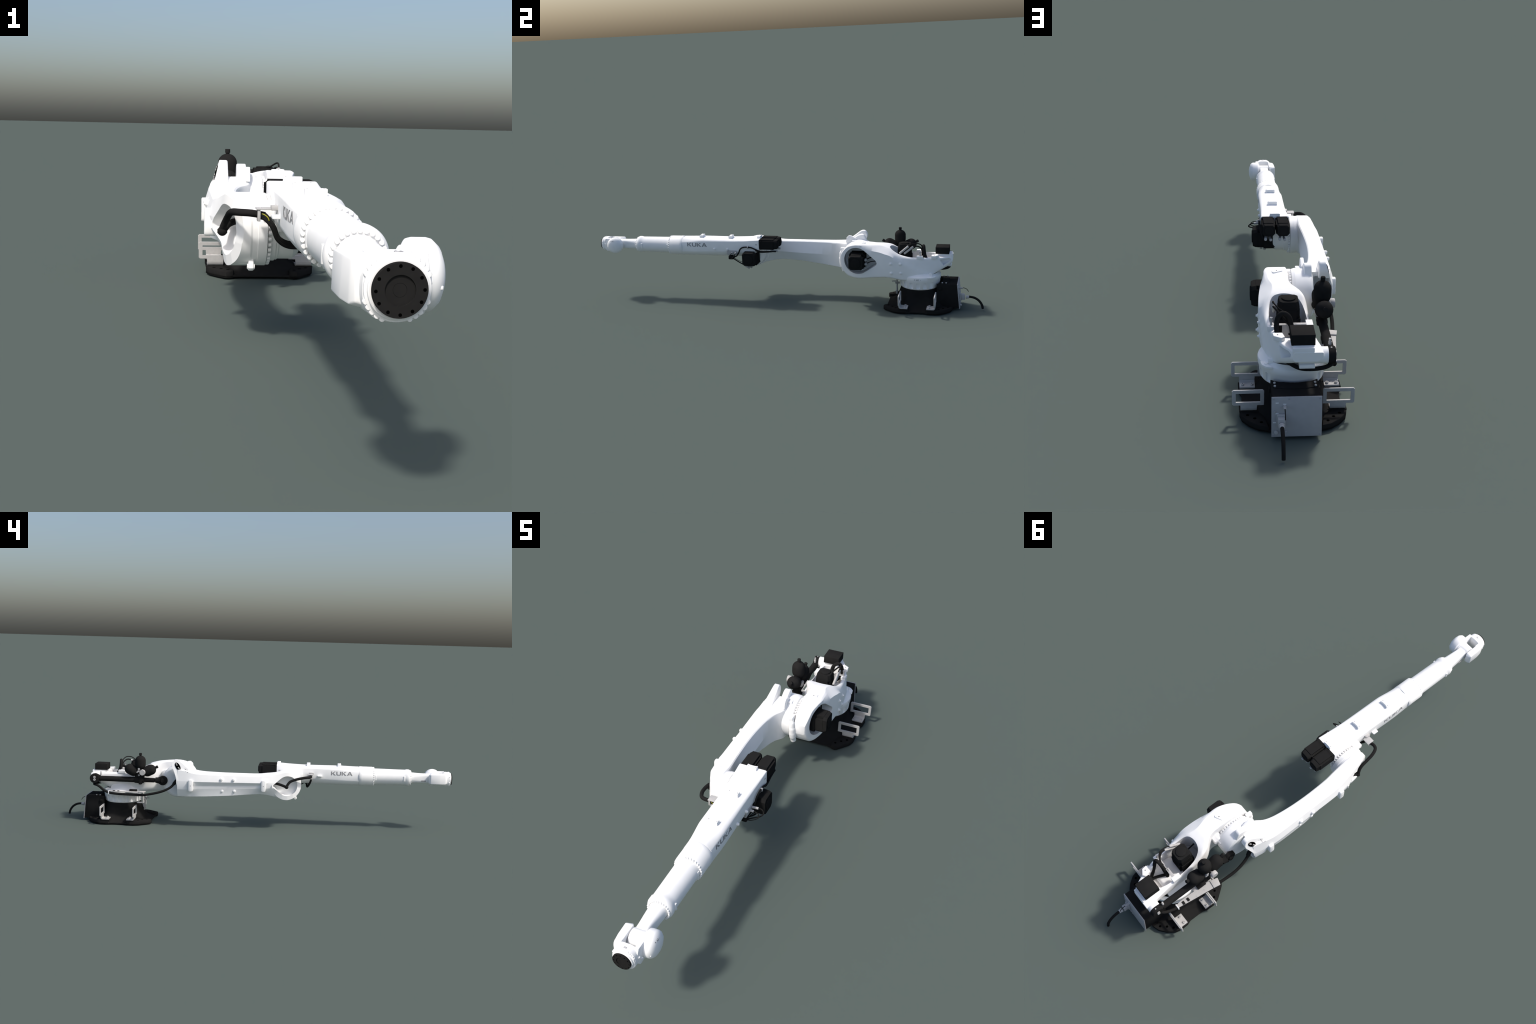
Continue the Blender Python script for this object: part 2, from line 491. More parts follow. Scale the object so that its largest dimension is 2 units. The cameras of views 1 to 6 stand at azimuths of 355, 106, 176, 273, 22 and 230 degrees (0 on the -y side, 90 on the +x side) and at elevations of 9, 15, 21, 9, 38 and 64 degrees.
for y in ys:
    x0, x1, z0, z1 = curve1(col, y)
    s = min(1.0, (z1 - z0) / 0.12)
    back = max(0.0, min(1.0, (y - 0.47) / 0.06))
    rt = (0.005 + 0.006 * back) * s; rm = (0.004 + 0.010 * back) * s
    pts = round_rect(x0, x1, z0, z1, (rt, rm, 0.004 + 0.022 * back * s, 0.010))
    zc = curve1(crease, y)[0]
    # bulging flanks, with the lower flank a step proud of the upper
    sec = []
    for x, z in pts:
        u = (x - x0) / (x1 - x0)
        w = (z - z0) / (z1 - z0)
        dx = 0.0
        if u > 0.6:
            k = (u - 0.6) / 0.4
            st = max(0.0, min(1.0, (zc - z) / 0.004 + 0.5)); st = st * st * (3 - 2 * st)
            fade = max(0.0, min(1.0, (y - 0.42) / 0.08)) * max(0.0, min(1.0, (0.79 - y) / 0.03))
            slope = curve1([(0.33, 0.5), (0.40, 1.0), (0.45, 1.5), (0.51, 1.5), (0.55, 1.25), (0.60, 0.5), (0.64, 0.12), (0.80, 0.08)], y)[0]
            dx -= k * (fade * 0.0045 * (1 - st) + min(0.035, slope * max(0.0, z - zc)))
            # flank leans in towards the rim at the rear
            dx -= k * back * 0.003 * max(0.0, (w - 0.55) / 0.45) ** 1.5
            dx -= k * back * 0.004 * max(0.0, (0.35 - w) / 0.35)
        if u < 0.4 and back > 0:
            k = (0.4 - u) / 0.4
            dx += k * back * 0.012 * max(0.0, (0.5 - w) / 0.5)
        sec.append((x + dx, y, z))
    secs.append(sec)
body = loft(secs)
# tub for the turntable motor
tub = smooth2([(-0.034, 0.764), (-0.046, 0.745), (-0.050, 0.718), (-0.0495, 0.689), (-0.046, 0.630), (-0.040, 0.592), (-0.027, 0.567), (-0.008, 0.554),
               (0.019, 0.550), (0.043, 0.556), (0.056, 0.570), (0.062, 0.592), (0.065, 0.630), (0.063, 0.680), (0.055, 0.712), (0.043, 0.740), (0.028, 0.764)], 4)
body = boolean(body, prism(tub, 'z', 0.185, 0.40))
# shoulder motor pocket opening on the +x flank
drop = teardrop(0.394, 0.231, 0.066, 0.493, 0.226, 34, 0.018)
body = boolean(body, prism(drop, 'x', 0.012, 0.2))
# window in the rear left corner
win = [(0.788, 0.2435), (0.830, 0.2455), (0.839, 0.240), (0.839, 0.232), (0.806, 0.212)]
body = boolean(body, prism(win, 'x', 0.012, 0.2))
column = put("rotating_column", body, WHITE, angle=40)
# lining of the tub
lin = [( 0.012 + (x - 0.012) * 0.975, 0.66 + (y - 0.66) * 0.985) for x, y in tub]
put("tub_floor", prism(lin, 'z', 0.1852, 0.190), CAVITY, column)
# rear cross tube that carries the balancer
put("cross_tube", revolve([(0.012, 0.0), (0.0235, 0.006), (0.0235, 0.088), (0.0215, 0.090)], (-0.001, 0.8215, 0.2275), (-1, 0, 0), 40), WHITE, column)
put("cable_block", box(-0.052, -0.008, 0.822, 0.842, 0.196, 0.206, 0.0015), WHITE, column)
# boss and side bolts
put("boss", rod((0.058, 0.749, 0.173), (0.0735, 0.749, 0.173), 0.0085, 24, 0.001), WHITE, column)
for y, z in ((0.562, 0.228), (0.607, 0.227), (0.564, 0.181), (0.609, 0.182)):
    xs = curve1(col, y)[1]
    put("threaded_boss", revolve([(0.0085, 0), (0.0078, 0.004), (0.005, 0.0052), (0.005, 0.0062)], (xs - 0.003, y, z), (1, 0, 0), 16), WHITE, column)
    bolt((xs + 0.003, y, z), (1, 0, 0), 0.0036, 0.004, column, WHITE, True)
# pads on top
put("lifting_pad", prism([(0.014, 0.408), (0.044, 0.414), (0.044, 0.430), (0.038, 0.434), (0.010, 0.420)], 'z', 0.304, 0.3175, 0.0015), WHITE, column)
put("lifting_pad", prism([(0.034, 0.752), (0.062, 0.752), (0.060, 0.772), (0.038, 0.786), (0.028, 0.778)], 'z', 0.250, 0.2645, 0.0015), WHITE, column)
put("lifting_pad", prism([(0.055, 0.683), (0.074, 0.683), (0.074, 0.712), (0.055, 0.712)], 'z', 0.248, 0.2635, 0.0015), WHITE, column)
put("lifting_pad", prism([(-0.060, 0.672), (-0.040, 0.672), (-0.040, 0.708), (-0.060, 0.708)], 'z', 0.248, 0.2655, 0.0015), WHITE, column)
for p in ((0.048, 0.766, 0.2645), (0.029, 0.420, 0.3175)):
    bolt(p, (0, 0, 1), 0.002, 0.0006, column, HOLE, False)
# cable cross bar over the tub
put("cable_bar", join(box(0.020, 0.064, 0.693, 0.703, 0.262, 0.2645, 0.0005), box(-0.052, 0.002, 0.690, 0.702, 0.262, 0.2645, 0.0005),
                      box(-0.012, 0.030, 0.696, 0.699, 0.222, 0.2645, 0.0005)), STEEL, column)
put("cable_post", join(rod((0.062, 0.699, 0.262), (0.062, 0.699, 0.286), 0.0035, 14), rod((0.062, 0.699, 0.284), (0.062, 0.699, 0.287), 0.005, 14)), STEEL, column)
# ear with pivot pin on the balancer side
put("hinge_ear", prism([(0.45, 0.232), (0.475, 0.232), (0.488, 0.245), (0.486, 0.262), (0.470, 0.272), (0.452, 0.268)], 'x', -0.031, 0.004, 0.004), WHITE, column)
put("hinge_pin", rod((-0.030, 0.468, 0.252), (-0.046, 0.468, 0.252), 0.0065, 20, 0.001), WHITE, column)
# black junction box on the rear deck
jb = put("junction_box", box(-0.0525, 0.0145, 0.7675, 0.832, 0.2625, 0.2955, 0.0015), BLACK, column)
put("box_riser", box(-0.050, 0.010, 0.778, 0.836, 0.250, 0.2635, 0.002), WHITE, column)
put("box_riser", box(-0.050, 0.012, 0.833, 0.8455, 0.236, 0.262, 0.003), WHITE, column)
put("box_knob", rod((0.014, 0.778, 0.272), (0.0185, 0.778, 0.272), 0.003, 12), BLACK, jb)

# ------------------------------------------------------------------ motors
def motor(p, axis, up, half, length, flange=0.25, cap=0.18, name="drive_motor", parent=ROOT, stepped=True):
    """square servo motor with notched corners and a tapered end cap with a round disc"""
    def sq(h, notch, z):
        n = notch
        o = [(h, -h + n), (h, h - n), (h - n * .35, h - n * .35) if False else (h - n, h - n), (h - n, h), (-h + n, h), (-h + n, h - n), (-h, h - n), (-h, -h + n),
             (-h + n, -h + n), (-h + n, -h), (h - n, -h), (h - n, -h + n)]
        return [Vector((a, b, z)) for a, b in o]
    L = length
    f = L * flange
    c = L * (1 - cap)
    M = frame(p, axis, up)
    parts = []
    def add(seclist):
        parts.append(loft([[M @ q for q in s] for s in seclist]))
    add([sq(half, half * 0.22, 0), sq(half, half * 0.22, f), sq(half * 0.97, half * 0.22, f + 0.001)])
    k = 0.93 if stepped else 1.0
    add([sq(half * k, half * 0.29, f - 0.001), sq(half * k, half * 0.29, c)])
    # chamfered cap
    def oct8(h, q, z):
        o = [(h, -q), (h, q), (q, h), (-q, h), (-h, q), (-h, -q), (-q, -h), (q, -h)]
        return [Vector((a, b, z)) for a, b in o]
    add([oct8(half * 0.90, half * 0.66, c - 0.001), oct8(half * 0.90, half * 0.66, c + (L - c) * 0.35), oct8(half * 0.82, half * 0.56, L)])
    parts.append(revolve([(half * 0.6, 0), (half * 0.6, L * 0.03 + 0.001), (half * 0.56, L * 0.03 + 0.0016)], M @ Vector((0, 0, L - 0.0008)), M.to_3x3() @ Vector((0, 0, 1)), 28))
    return put(name, join(*parts), MOTOR, parent, angle=28)

m1 = motor((0.006, 0.620, 0.188), (0, 0, 1), (0, 1, 0), 0.0345, 0.1220, 0.55, 0.2, parent=column)
m2 = motor((0.012, 0.393, 0.229), (1, 0, 0), (0, 0, 1), 0.0395, 0.097, 0.5, 0.16, parent=column)
def plug_pair(pts, r, parent):
    for a, b in pts:
        put("motor_plug", rod(a, b, r, 16, 0.001), STEEL, parent)
plug_pair([((0.050, 0.600, 0.270), (0.054, 0.643, 0.308)), ((0.050, 0.622, 0.270), (0.054, 0.666, 0.306))], 0.0052, m1)
plug_pair([((0.060, 0.436, 0.238), (0.078, 0.438, 0.238)), ((0.060, 0.436, 0.218), (0.078, 0.438, 0.218))], 0.0062, m2)
put("motor_cable", hose([(0.06, 0.438, 0.238), (0.05, 0.46, 0.246), (0.04, 0.49, 0.246), (0.03, 0.53, 0.242), (0.025, 0.58, 0.235)], 0.003), RUBBER, m2)
put("motor_cable", hose([(0.06, 0.438, 0.218), (0.05, 0.465, 0.226), (0.04, 0.495, 0.226), (0.03, 0.53, 0.222)], 0.002), RUBBER, m2)
# gear bolts visible inside the pocket
bolt_ring((0.0122, 0.395, 0.232), (1, 0, 0), 0.056, 24, 0.0045, 0.006, column, WHITE, socket=True)

# hoses in the tub
put("feed_hose", hose([(0.028, 0.765, 0.212), (0.034, 0.752, 0.216), (0.043, 0.735, 0.232), (0.048, 0.722, 0.260), (0.046, 0.717, 0.288), (0.036, 0.714, 0.304), (0.022, 0.711, 0.303), (0.010, 0.709, 0.288), (0.004, 0.708, 0.260), (0.000, 0.706, 0.230), (-0.002, 0.704, 0.195)], 0.0075), RUBBER, column)
put("feed_hose", hose([(0.024, 0.764, 0.205), (0.020, 0.745, 0.205), (0.010, 0.720, 0.205), (0.004, 0.70, 0.20)], 0.006), RUBBER, column)
put("motor_cable", hose([(0.054, 0.643, 0.308), (0.055, 0.662, 0.320), (0.052, 0.685, 0.322), (0.040, 0.699, 0.314), (0.022, 0.704, 0.300), (0.012, 0.706, 0.270)], 0.0026, n=10), RUBBER, column)
put("motor_cable", hose([(0.054, 0.666, 0.306), (0.050, 0.684, 0.308), (0.036, 0.700, 0.296), (0.016, 0.705, 0.272), (0.0, 0.706, 0.25)], 0.0034, n=10), RUBBER, column)
put("floor_rim", revolve([(0.030, 0), (0.030, 0.003), (0.026, 0.004)], (-0.012, 0.690, 0.189), (0, 0, 1), 36), CAVITY, column)

# ================================================================== BALANCER
XB = -0.0985
bal = put("balancer_cylinder", revolve([(0.010, 0), (0.0135, 0.001), (0.0138, 0.180), (0.0165, 0.181), (0.0175, 0.197), (0.0175, 0.202), (0.0150, 0.204), (0.0150, 0.228), (0.010, 0.229)],
          (XB, 0.795, 0.2265), (0, -1, -0.004), 32), BLACK)
put("balancer_bearing", join(revolve([(0.0225, 0), (0.0245, 0.0015), (0.0245, 0.021), (0.0225, 0.0225)], (XB + 0.0105, 0.8205, 0.2265), (-1, 0, 0), 40),
                             prism([(0.815, 0.2505), (0.79, 0.2405), (0.79, 0.2125), (0.815, 0.2025)], 'x', XB - 0.0105, XB + 0.0105, 0.002)), BLACK, bal)
for dz in (0.0065, -0.0065):
    bolt((XB - 0.012, 0.8205, 0.2265 + dz), (-1, 0, 0), 0.0062, 0.003, bal, STEEL, True)
put("grease_fitting", join(rod((XB, 0.789, 0.236), (XB, 0.789, 0.262), 0.0035, 12), rod((XB, 0.789, 0.206), (XB, 0.789, 0.215), 0.0035, 12), rod((XB, 0.789, 0.245), (XB, 0.789, 0.252), 0.0045, 12)), STEEL, bal)
bolt((XB, 0.822, 0.2505), (0, 0, 1), 0.0025, 0.001, bal, STEEL, False)
bell = [(0.0105, 0.0)]
for i in range(14):
    bell += [(0.0122, i * 0.0040 + 0.001), (0.0122, i * 0.0040 + 0.0022), (0.0106, i * 0.0040 + 0.0030), (0.0106, i * 0.0040 + 0.0038)]
put("rubber_bellows", revolve(bell, (XB, 0.5675, 0.2262), (0, -1, 0), 28), RUBBER, bal)
put("balancer_eye", join(revolve([(0.0215, 0), (0.0240, 0.002), (0.0240, 0.016), (0.0215, 0.018)], (XB + 0.011, 0.4705, 0.226), (-1, 0, 0), 40),
                         revolve([(0.012, 0), (0.0145, 0.002), (0.0145, 0.010), (0.018, 0.024)], (XB + 0.002, 0.509, 0.2265), (0, -1, 0), 28),
                         revolve([(0.012, 0), (0.012, 0.004), (0.009, 0.008)], (XB - 0.006, 0.4705, 0.226), (-1, 0, 0), 24)), BLACK, bal)
put("valve_block", join(box(XB - 0.012, XB + 0.012, 0.566, 0.612, 0.236, 0.262, 0.002), box(XB - 0.016, XB + 0.014, 0.577, 0.592, 0.204, 0.245, 0.002)), BLACK, bal)
def accumulator(cy, cz, dy, dz):
    r = 0.0268
    prof = []
    for i in range(10):
        a = pi / 2 * i / 9
        prof.append((0.007 + (r - 0.007) * sin(a), -0.037 + 0.030 * (1 - cos(a)) if False else -0.010 - 0.027 * cos(a)))
    prof += [(r, 0.008)]
    for i in range(1, 10):
        a = pi / 2 * i / 9
        prof.append((r * cos(a) if i < 9 else 0.006, 0.008 + 0.0255 * sin(a)))
    prof += [(0.0055, 0.0345), (0.0055, 0.036), (0.0072, 0.036), (0.0072, 0.0455), (0.0064, 0.0465)]
    a = put("gas_accumulator", revolve(prof, (XB - 0.001, cy, cz), (0, dy, dz), 36, up=(1, 0, 0)), BLACK, bal)
    put("accumulator_neck", rod((XB - 0.001, cy - dy * 0.055, cz - dz * 0.055), (XB - 0.001, cy - dy * 0.034, cz - dz * 0.034), 0.009, 18), BLACK, bal)
accumulator(0.5855, 0.3175, 0, 1)
accumulator(0.538, 0.277, -0.895, 0.445)
accumulator(0.633, 0.277, 0.895, 0.445)
put("pressure_gauge", join(revolve([(0.0135, 0), (0.0145, 0.002), (0.0145, 0.014), (0.0135, 0.016)], (-0.124, 0.569, 0.2695), (-1, 0, 0.0), 28),
                           rod((-0.105, 0.571, 0.262), (-0.126, 0.569, 0.2675), 0.0045, 14)), STEEL, bal)
put("valve_fitting", join(rod((-0.098, 0.590, 0.268), (-0.122, 0.592, 0.274), 0.005, 12), rod((-0.108, 0.588, 0.281), (-0.122, 0.590, 0.286), 0.005, 12), rod((-0.108, 0.596, 0.268), (-0.122, 0.598, 0.268), 0.004, 12)), STEEL, bal)
bolt((XB - 0.016, 0.590, 0.252), (-1, 0, 0), 0.0045, 0.003, bal, STEEL, True)
put("clamp_lug", box(-0.090, -0.078, 0.575, 0.60, 0.238, 0.258, 0.002), STEEL, bal)

# cable tray along the turntable
tray_out = [(-0.110, 0.746), (-0.124, 0.742), (-0.136, 0.660), (-0.141, 0.620), (-0.146, 0.585), (-0.112, 0.585), (-0.106, 0.615), (-0.098, 0.630), (-0.100, 0.655), (-0.108, 0.660), (-0.106, 0.72)]
tray = put("cable_tray", join(prism(tray_out, 'z', 0.1655, 0.1675, 0.0004, 1), prism([(-0.147, 0.588), (-0.152, 0.560), (-0.122, 0.552), (-0.113, 0.584)], 'z', 0.168, 0.1715, 0.0008),
                              prism([(-0.100, 0.66), (-0.098, 0.63), (-0.092, 0.63), (-0.092, 0.66)], 'z', 0.163, 0.1655)), STEEL, ring)
put("tray_buckle", box(-0.1275, -0.113, 0.690, 0.700, 0.167, 0.1695, 0.0004), BLACK, tray)
put("tray_buckle", box(-0.1275, -0.113, 0.712, 0.722, 0.167, 0.1695, 0.0004), BLACK, tray)
put("tray_block", box(-0.114, -0.096, 0.602, 0.640, 0.166, 0.176, 0.001), BLACK, tray)
for x, y in ((-0.128, 0.622), (-0.131, 0.66)):
    bolt((x, y, 0.1675), (0, 0, 1), 0.002, 0.001, tray, STEEL)
put("tray_bracket", join(box(-0.116, -0.100, 0.565, 0.571, 0.110, 0.165, 0.001), box(-0.116, -0.09, 0.565, 0.60, 0.108, 0.112, 0.001)), STEEL, tray)
put("main_cable", hose([(0.02, 0.790, 0.190), (-0.010, 0.822, 0.188), (-0.045, 0.833, 0.190), (-0.082, 0.828, 0.192), (-0.105, 0.808, 0.192), (-0.114, 0.790, 0.184), (-0.1165, 0.770, 0.169), (-0.119, 0.740, 0.157), (-0.127, 0.690, 0.154),
                        (-0.131, 0.650, 0.154), (-0.136, 0.570, 0.154), (-0.140, 0.545, 0.158), (-0.145, 0.497, 0.169), (-0.145, 0.455, 0.183), (-0.140, 0.420, 0.203), (-0.134, 0.400, 0.228), (-0.127, 0.380, 0.245)], 0.0062), RUBBER, tray)
put("cable_sleeve", hose([(-0.137, 0.409, 0.215), (-0.133, 0.397, 0.231), (-0.128, 0.382, 0.243)], 0.0088), RUBBER, tray)
put("cable_clip", box(-0.127, -0.106, 0.742, 0.747, 0.150, 0.168, 0.001), LABEL, tray)

# ================================================================== LINK ARM
# y, inner x, outer x, top z, bottom z
arm = [(-0.195, -0.084, -0.128, 0.2935, 0.1635), (-0.164, -0.084, -0.1425, 0.3015, 0.1560), (-0.135, -0.0845, -0.151, 0.2970, 0.1605), (-0.105, -0.0865, -0.159, 0.2905, 0.1695), (-0.060, -0.091, -0.1665, 0.2855, 0.179),
       (-0.020, -0.0955, -0.169, 0.2815, 0.1815), (0.060, -0.099, -0.170, 0.2810, 0.1755), (0.130, -0.0985, -0.170, 0.2808, 0.1695), (0.195, -0.094, -0.171, 0.2810, 0.165), (0.250, -0.086, -0.1715, 0.2815, 0.161),
       (0.285, -0.075, -0.171, 0.283, 0.159), (0.315, -0.056, -0.168, 0.286, 0.1565), (0.345, -0.050, -0.1635, 0.294, 0.155), (0.388, -0.050, -0.1565, 0.299, 0.154)]
secs = []
N = 80
for i in range(N + 1):
    y = -0.195 + (0.388 + 0.195) * i / N
    xi, xo, zt, zb = curve1(arm, y)
    w = xi - xo
    rel = max(0.0, min(1.0, (y + 0.085) / 0.06))           # channel fades out before the elbow
    rel *= max(0.0, min(1.0, (0.345 - y) / 0.02))
    zm = zb + (zt - zb) * (0.58 if True else 0.5)
    g = 0.0095 * rel
    H = zt - zb
    bul = max(0.0, 1 - ((y - 0.075) / 0.165) ** 2) * 0.0155   # inner flank leans out down to its crease
    lean = 0.006 + 0.006 * max(0.0, min(1.0, (y + 0.17) / 0.07))
    ze = 0.243 - (y + 0.036) * 0.0150                        # three lines that run along the outer flank
    zf = 0.229 - (y + 0.036) * 0.0377
    zg = 0.215 - (y + 0.036) * 0.0493
    inn = 0.15 - 0.10 * max(0.0, min(1.0, (y - 0.10) / 0.12))
    bo = 0.38 - 0.17 * max(0.0, min(1.0, (y + 0.02) / 0.15))
    low = 0.0065 * max(0.0, min(1.0, (y - 0.08) / 0.20))
    drop_o = 0.003 * max(0.0, min(1.0, (y + 0.12) / 0.10))
    sec = [(xi, zt - 0.008), (xi - 0.002, zt - 0.003), (xi - 0.006, zt), (xo + w * 0.5, zt - drop_o * 0.3), (xo + lean + 0.008, zt - drop_o), (xo + lean + 0.002, zt - drop_o - 0.002), (xo + lean - 0.001, zt - drop_o - 0.005),
           (xo + 0.0004, ze + 0.002), (xo, ze), (xo + g, zf), (xo + g, zg + 0.001), (xo + g + 0.0006, zg - 0.001), (xo + w * (bo - 0.04), zb + 0.02 * H), (xo + w * bo, zb),
           (xi - w * inn, zb - low), (xi - w * (inn - 0.05), zb - low + 0.02 * H), (xi + bul - 0.001, zb + 0.42 * H), (xi + bul, zb + 0.46 * H)]
    secs.append([(x, y, z) for x, z in sec])
armbody = loft(secs)
elbow_hub = revolve([(0.066, 0), (0.072, 0.002), (0.072, 0.019), (0.0705, 0.0195), (0.0705, 0.030), (0.0725, 0.034), (0.0725, 0.110)], (-0.0575, A3Y, A3Z), (-1, 0, 0), 72)
def lean_cut(pts):
    # plan outline whose face leans inwards above and below the axis
    return loft([[(x + k, y, z) for x, y in pts] for z, k in ((0.10, 0.016), (A3Z - 0.02, 0.0), (A3Z + 0.01, 0.0), (0.36, 0.019))])
elbow_hub = boolean(elbow_hub, lean_cut([(-0.30, -0.30), (-0.085, -0.30), (-0.097, -0.243), (-0.109, -0.231), (-0.131, -0.195), (-0.141, -0.168), (-0.145, -0.140), (-0.146, -0.09), (-0.30, -0.09)]))
armbody = boolean(armbody, elbow_hub, 'UNION')
shoulder_hub = revolve([(0.070, 0), (0.0795, 0.0015), (0.081, 0.003), (0.0845, 0.012), (0.0845, 0.052), (0.080, 0.064), (0.070, 0.070)], (-0.0185, A2Y, A2Z), (-1, 0, 0), 72)
armbody = boolean(armbody, shoulder_hub, 'UNION')
# fork for the balancer rod: a long outer horn and a shorter inner one
horn_o = prism(smooth2([(0.300, 0.270), (0.318, 0.287), (0.352, 0.312), (0.380, 0.334), (0.393, 0.340), (0.407, 0.338), (0.4155, 0.326), (0.4165, 0.308), (0.405, 0.280), (0.394, 0.250), (0.386, 0.21), (0.330, 0.20)], 4), 'x', -0.152, -0.1085, 0.004, 2)
# lean the outer face of the horn inwards with height
for v in horn_o.vertices:
    if v.co.x < -0.13:
        v.co.x = max(-0.1555, -0.1305 - (0.337 - v.co.z) * 0.29)
armbody = boolean(armbody, horn_o, 'UNION')
horn_i = prism(smooth2([(0.325, 0.280), (0.345, 0.302), (0.372, 0.322), (0.392, 0.331), (0.408, 0.328), (0.417, 0.312), (0.424, 0.285), (0.415, 0.24), (0.36, 0.22)], 4), 'x', -0.085, -0.0605, 0.003, 2)
armbody = boolean(armbody, horn_i, 'UNION')
# open the slot between the horns
armbody = boolean(armbody, prism([(0.340, 0.302), (0.36, 0.298), (0.50, 0.298), (0.50, 0.40), (0.340, 0.40)], 'x', -0.1082, -0.0852))
# hollow at the shoulder end where the cable runs in
armbody = boolean(armbody, box(-0.1455, -0.094, 0.335, 0.43, 0.170, 0.283, 0.006, 2))
# elbow pocket
armbody = boolean(armbody, prism(teardrop(A3Y - 0.003, A3Z - 0.001, 0.0505, -0.094, A3Z, 34, 0.010), 'x', -0.3, -0.104))
# pin bore in the outer horn, set square to its leaning face
bore_c = Vector((-0.13, 0.393, 0.306))
arm_ob = put("link_arm", armbody, WHITE, angle=21)
bore_m = frame((-0.1392, 0.3885, 0.3085), (-1, 0, 0.28)) @ Matrix.Rotation(radians(33), 4, 'Z')
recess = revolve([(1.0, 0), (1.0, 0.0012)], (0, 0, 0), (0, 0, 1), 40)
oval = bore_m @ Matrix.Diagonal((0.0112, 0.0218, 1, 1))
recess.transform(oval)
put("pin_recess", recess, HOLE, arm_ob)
for k in (-0.0155, -0.0080, 0.0075, 0.0145):
    bolt(bore_m @ Vector((0, k, 0.0008)), (-1, 0, 0.28), 0.0031, 0.0018, arm_ob, STEEL, True)
# lifting fin on the shoulder
put("lifting_fin", prism([(0.318, 0.290), (0.322, 0.316), (0.333, 0.3265), (0.345, 0.326), (0.372, 0.312), (0.372, 0.29)], 'x', -0.0655, -0.0535, 0.002), WHITE, arm_ob)
put("stop_block", box(-0.060, -0.036, 0.352, 0.372, 0.285, 0.306, 0.002), WHITE, arm_ob)
# bolted pads and channel covers on the outer face
for y, z0, z1 in ((0.318, 0.188, 0.247), (-0.047, 0.200, 0.257)):
    put("mounting_pad", prism(smooth2([(y - 0.011, z0 + 0.008), (y - 0.006, z0), (y + 0.006, z0), (y + 0.011, z0 + 0.008), (y + 0.011, z1 - 0.008), (y + 0.006, z1), (y - 0.006, z1), (y - 0.011, z1 - 0.008)], 3),
                             'x', -0.177, -0.150, 0.003, 2), WHITE, arm_ob)
    bolt((-0.1765, y, (z0 + z1) / 2), (-1, 0, 0), 0.0022, 0.0008, arm_ob, GREY, False)
for y, z in ((0.164, 0.254), (0.103, 0.254), (0.160, 0.194), (0.099, 0.196)):
    put("threaded_boss", revolve([(0.0075, 0), (0.0075, 0.012), (0.005, 0.0125), (0.005, 0.0145), (0.003, 0.0148)], (-0.160 if z > 0.22 else -0.148, y, z), (-1, 0, 0), 18), WHITE, arm_ob)
# shoulder and elbow bolt circles
bolt_ring((-0.0185, A2Y, A2Z), (1, 0, 0), 0.0735, 40, 0.0042, 0.0065, arm_ob, WHITE)
bolt_ring((-0.0575, A3Y, A3Z), (1, 0, 0), 0.0665, 36, 0.0042, 0.0062, arm_ob, WHITE)
put("shoulder_gear", revolve([(0.066, 0), (0.0685, 0.001), (0.0685, 0.016)], (-0.019, A2Y, A2Z), (1, 0, 0), 72), WHITE, arm_ob)
put("elbow_gear", revolve([(0.060, 0), (0.0625, 0.001), (0.0625, 0.0165)], (-0.058, A3Y, A3Z), (1, 0, 0), 64), WHITE, arm_ob)
# buffers hanging below / in front of the joints
def buffer(x, cy, cz, ang, L, w, parent):
    d = Vector((0, cos(ang), sin(ang)))
    a = Vector((x, cy, cz))
    t = Vector((0, -d.z, d.y))
    pts = [(-0.008, 0.0), (0.008, 0.0)]
    prof = [(-0.009, 0.0), (0.009, 0.0), (0.009, L * 0.72), (0.006, L * 0.93), (0.0, L), (-0.006, L * 0.93), (-0.009, L * 0.72)]
    poly = [(cy + d.y * v + t.y * u, cz + d.z * v + t.z * u) for u, v in prof]
    o = put("stop_buffer", prism(poly, 'x', x - w, x + w, 0.002), WHITE, parent)
    e = a + d * L * 0.72
    for s in (-1, 1):
        bolt(e + Vector((s * w, 0, 0)), (s, 0, 0), 0.0055, 0.0022, o, WHITE, True)
buffer(-0.0885, A3Y - 0.033, A3Z - 0.050, radians(238), 0.030, 0.0052, arm_ob)
put("stop_buffer", hose([(-0.017, 0.309, 0.266), (-0.014, 0.303, 0.245), (-0.012, 0.303, 0.215), (-0.011, 0.308, 0.185), (-0.010, 0.317, 0.158)], [0.009, 0.0105, 0.0125, 0.0135, 0.0115]), WHITE, arm_ob)
put("buffer_foot", box(-0.026, -0.010, 0.298, 0.325, 0.258, 0.274, 0.003), WHITE, arm_ob)
text_on("- A2 +", 0.012, (-0.1605, 0.347, 0.289), (0, -0.77, -0.64), (-0.2, -0.6, 0.74), arm_ob, onto=arm_ob)

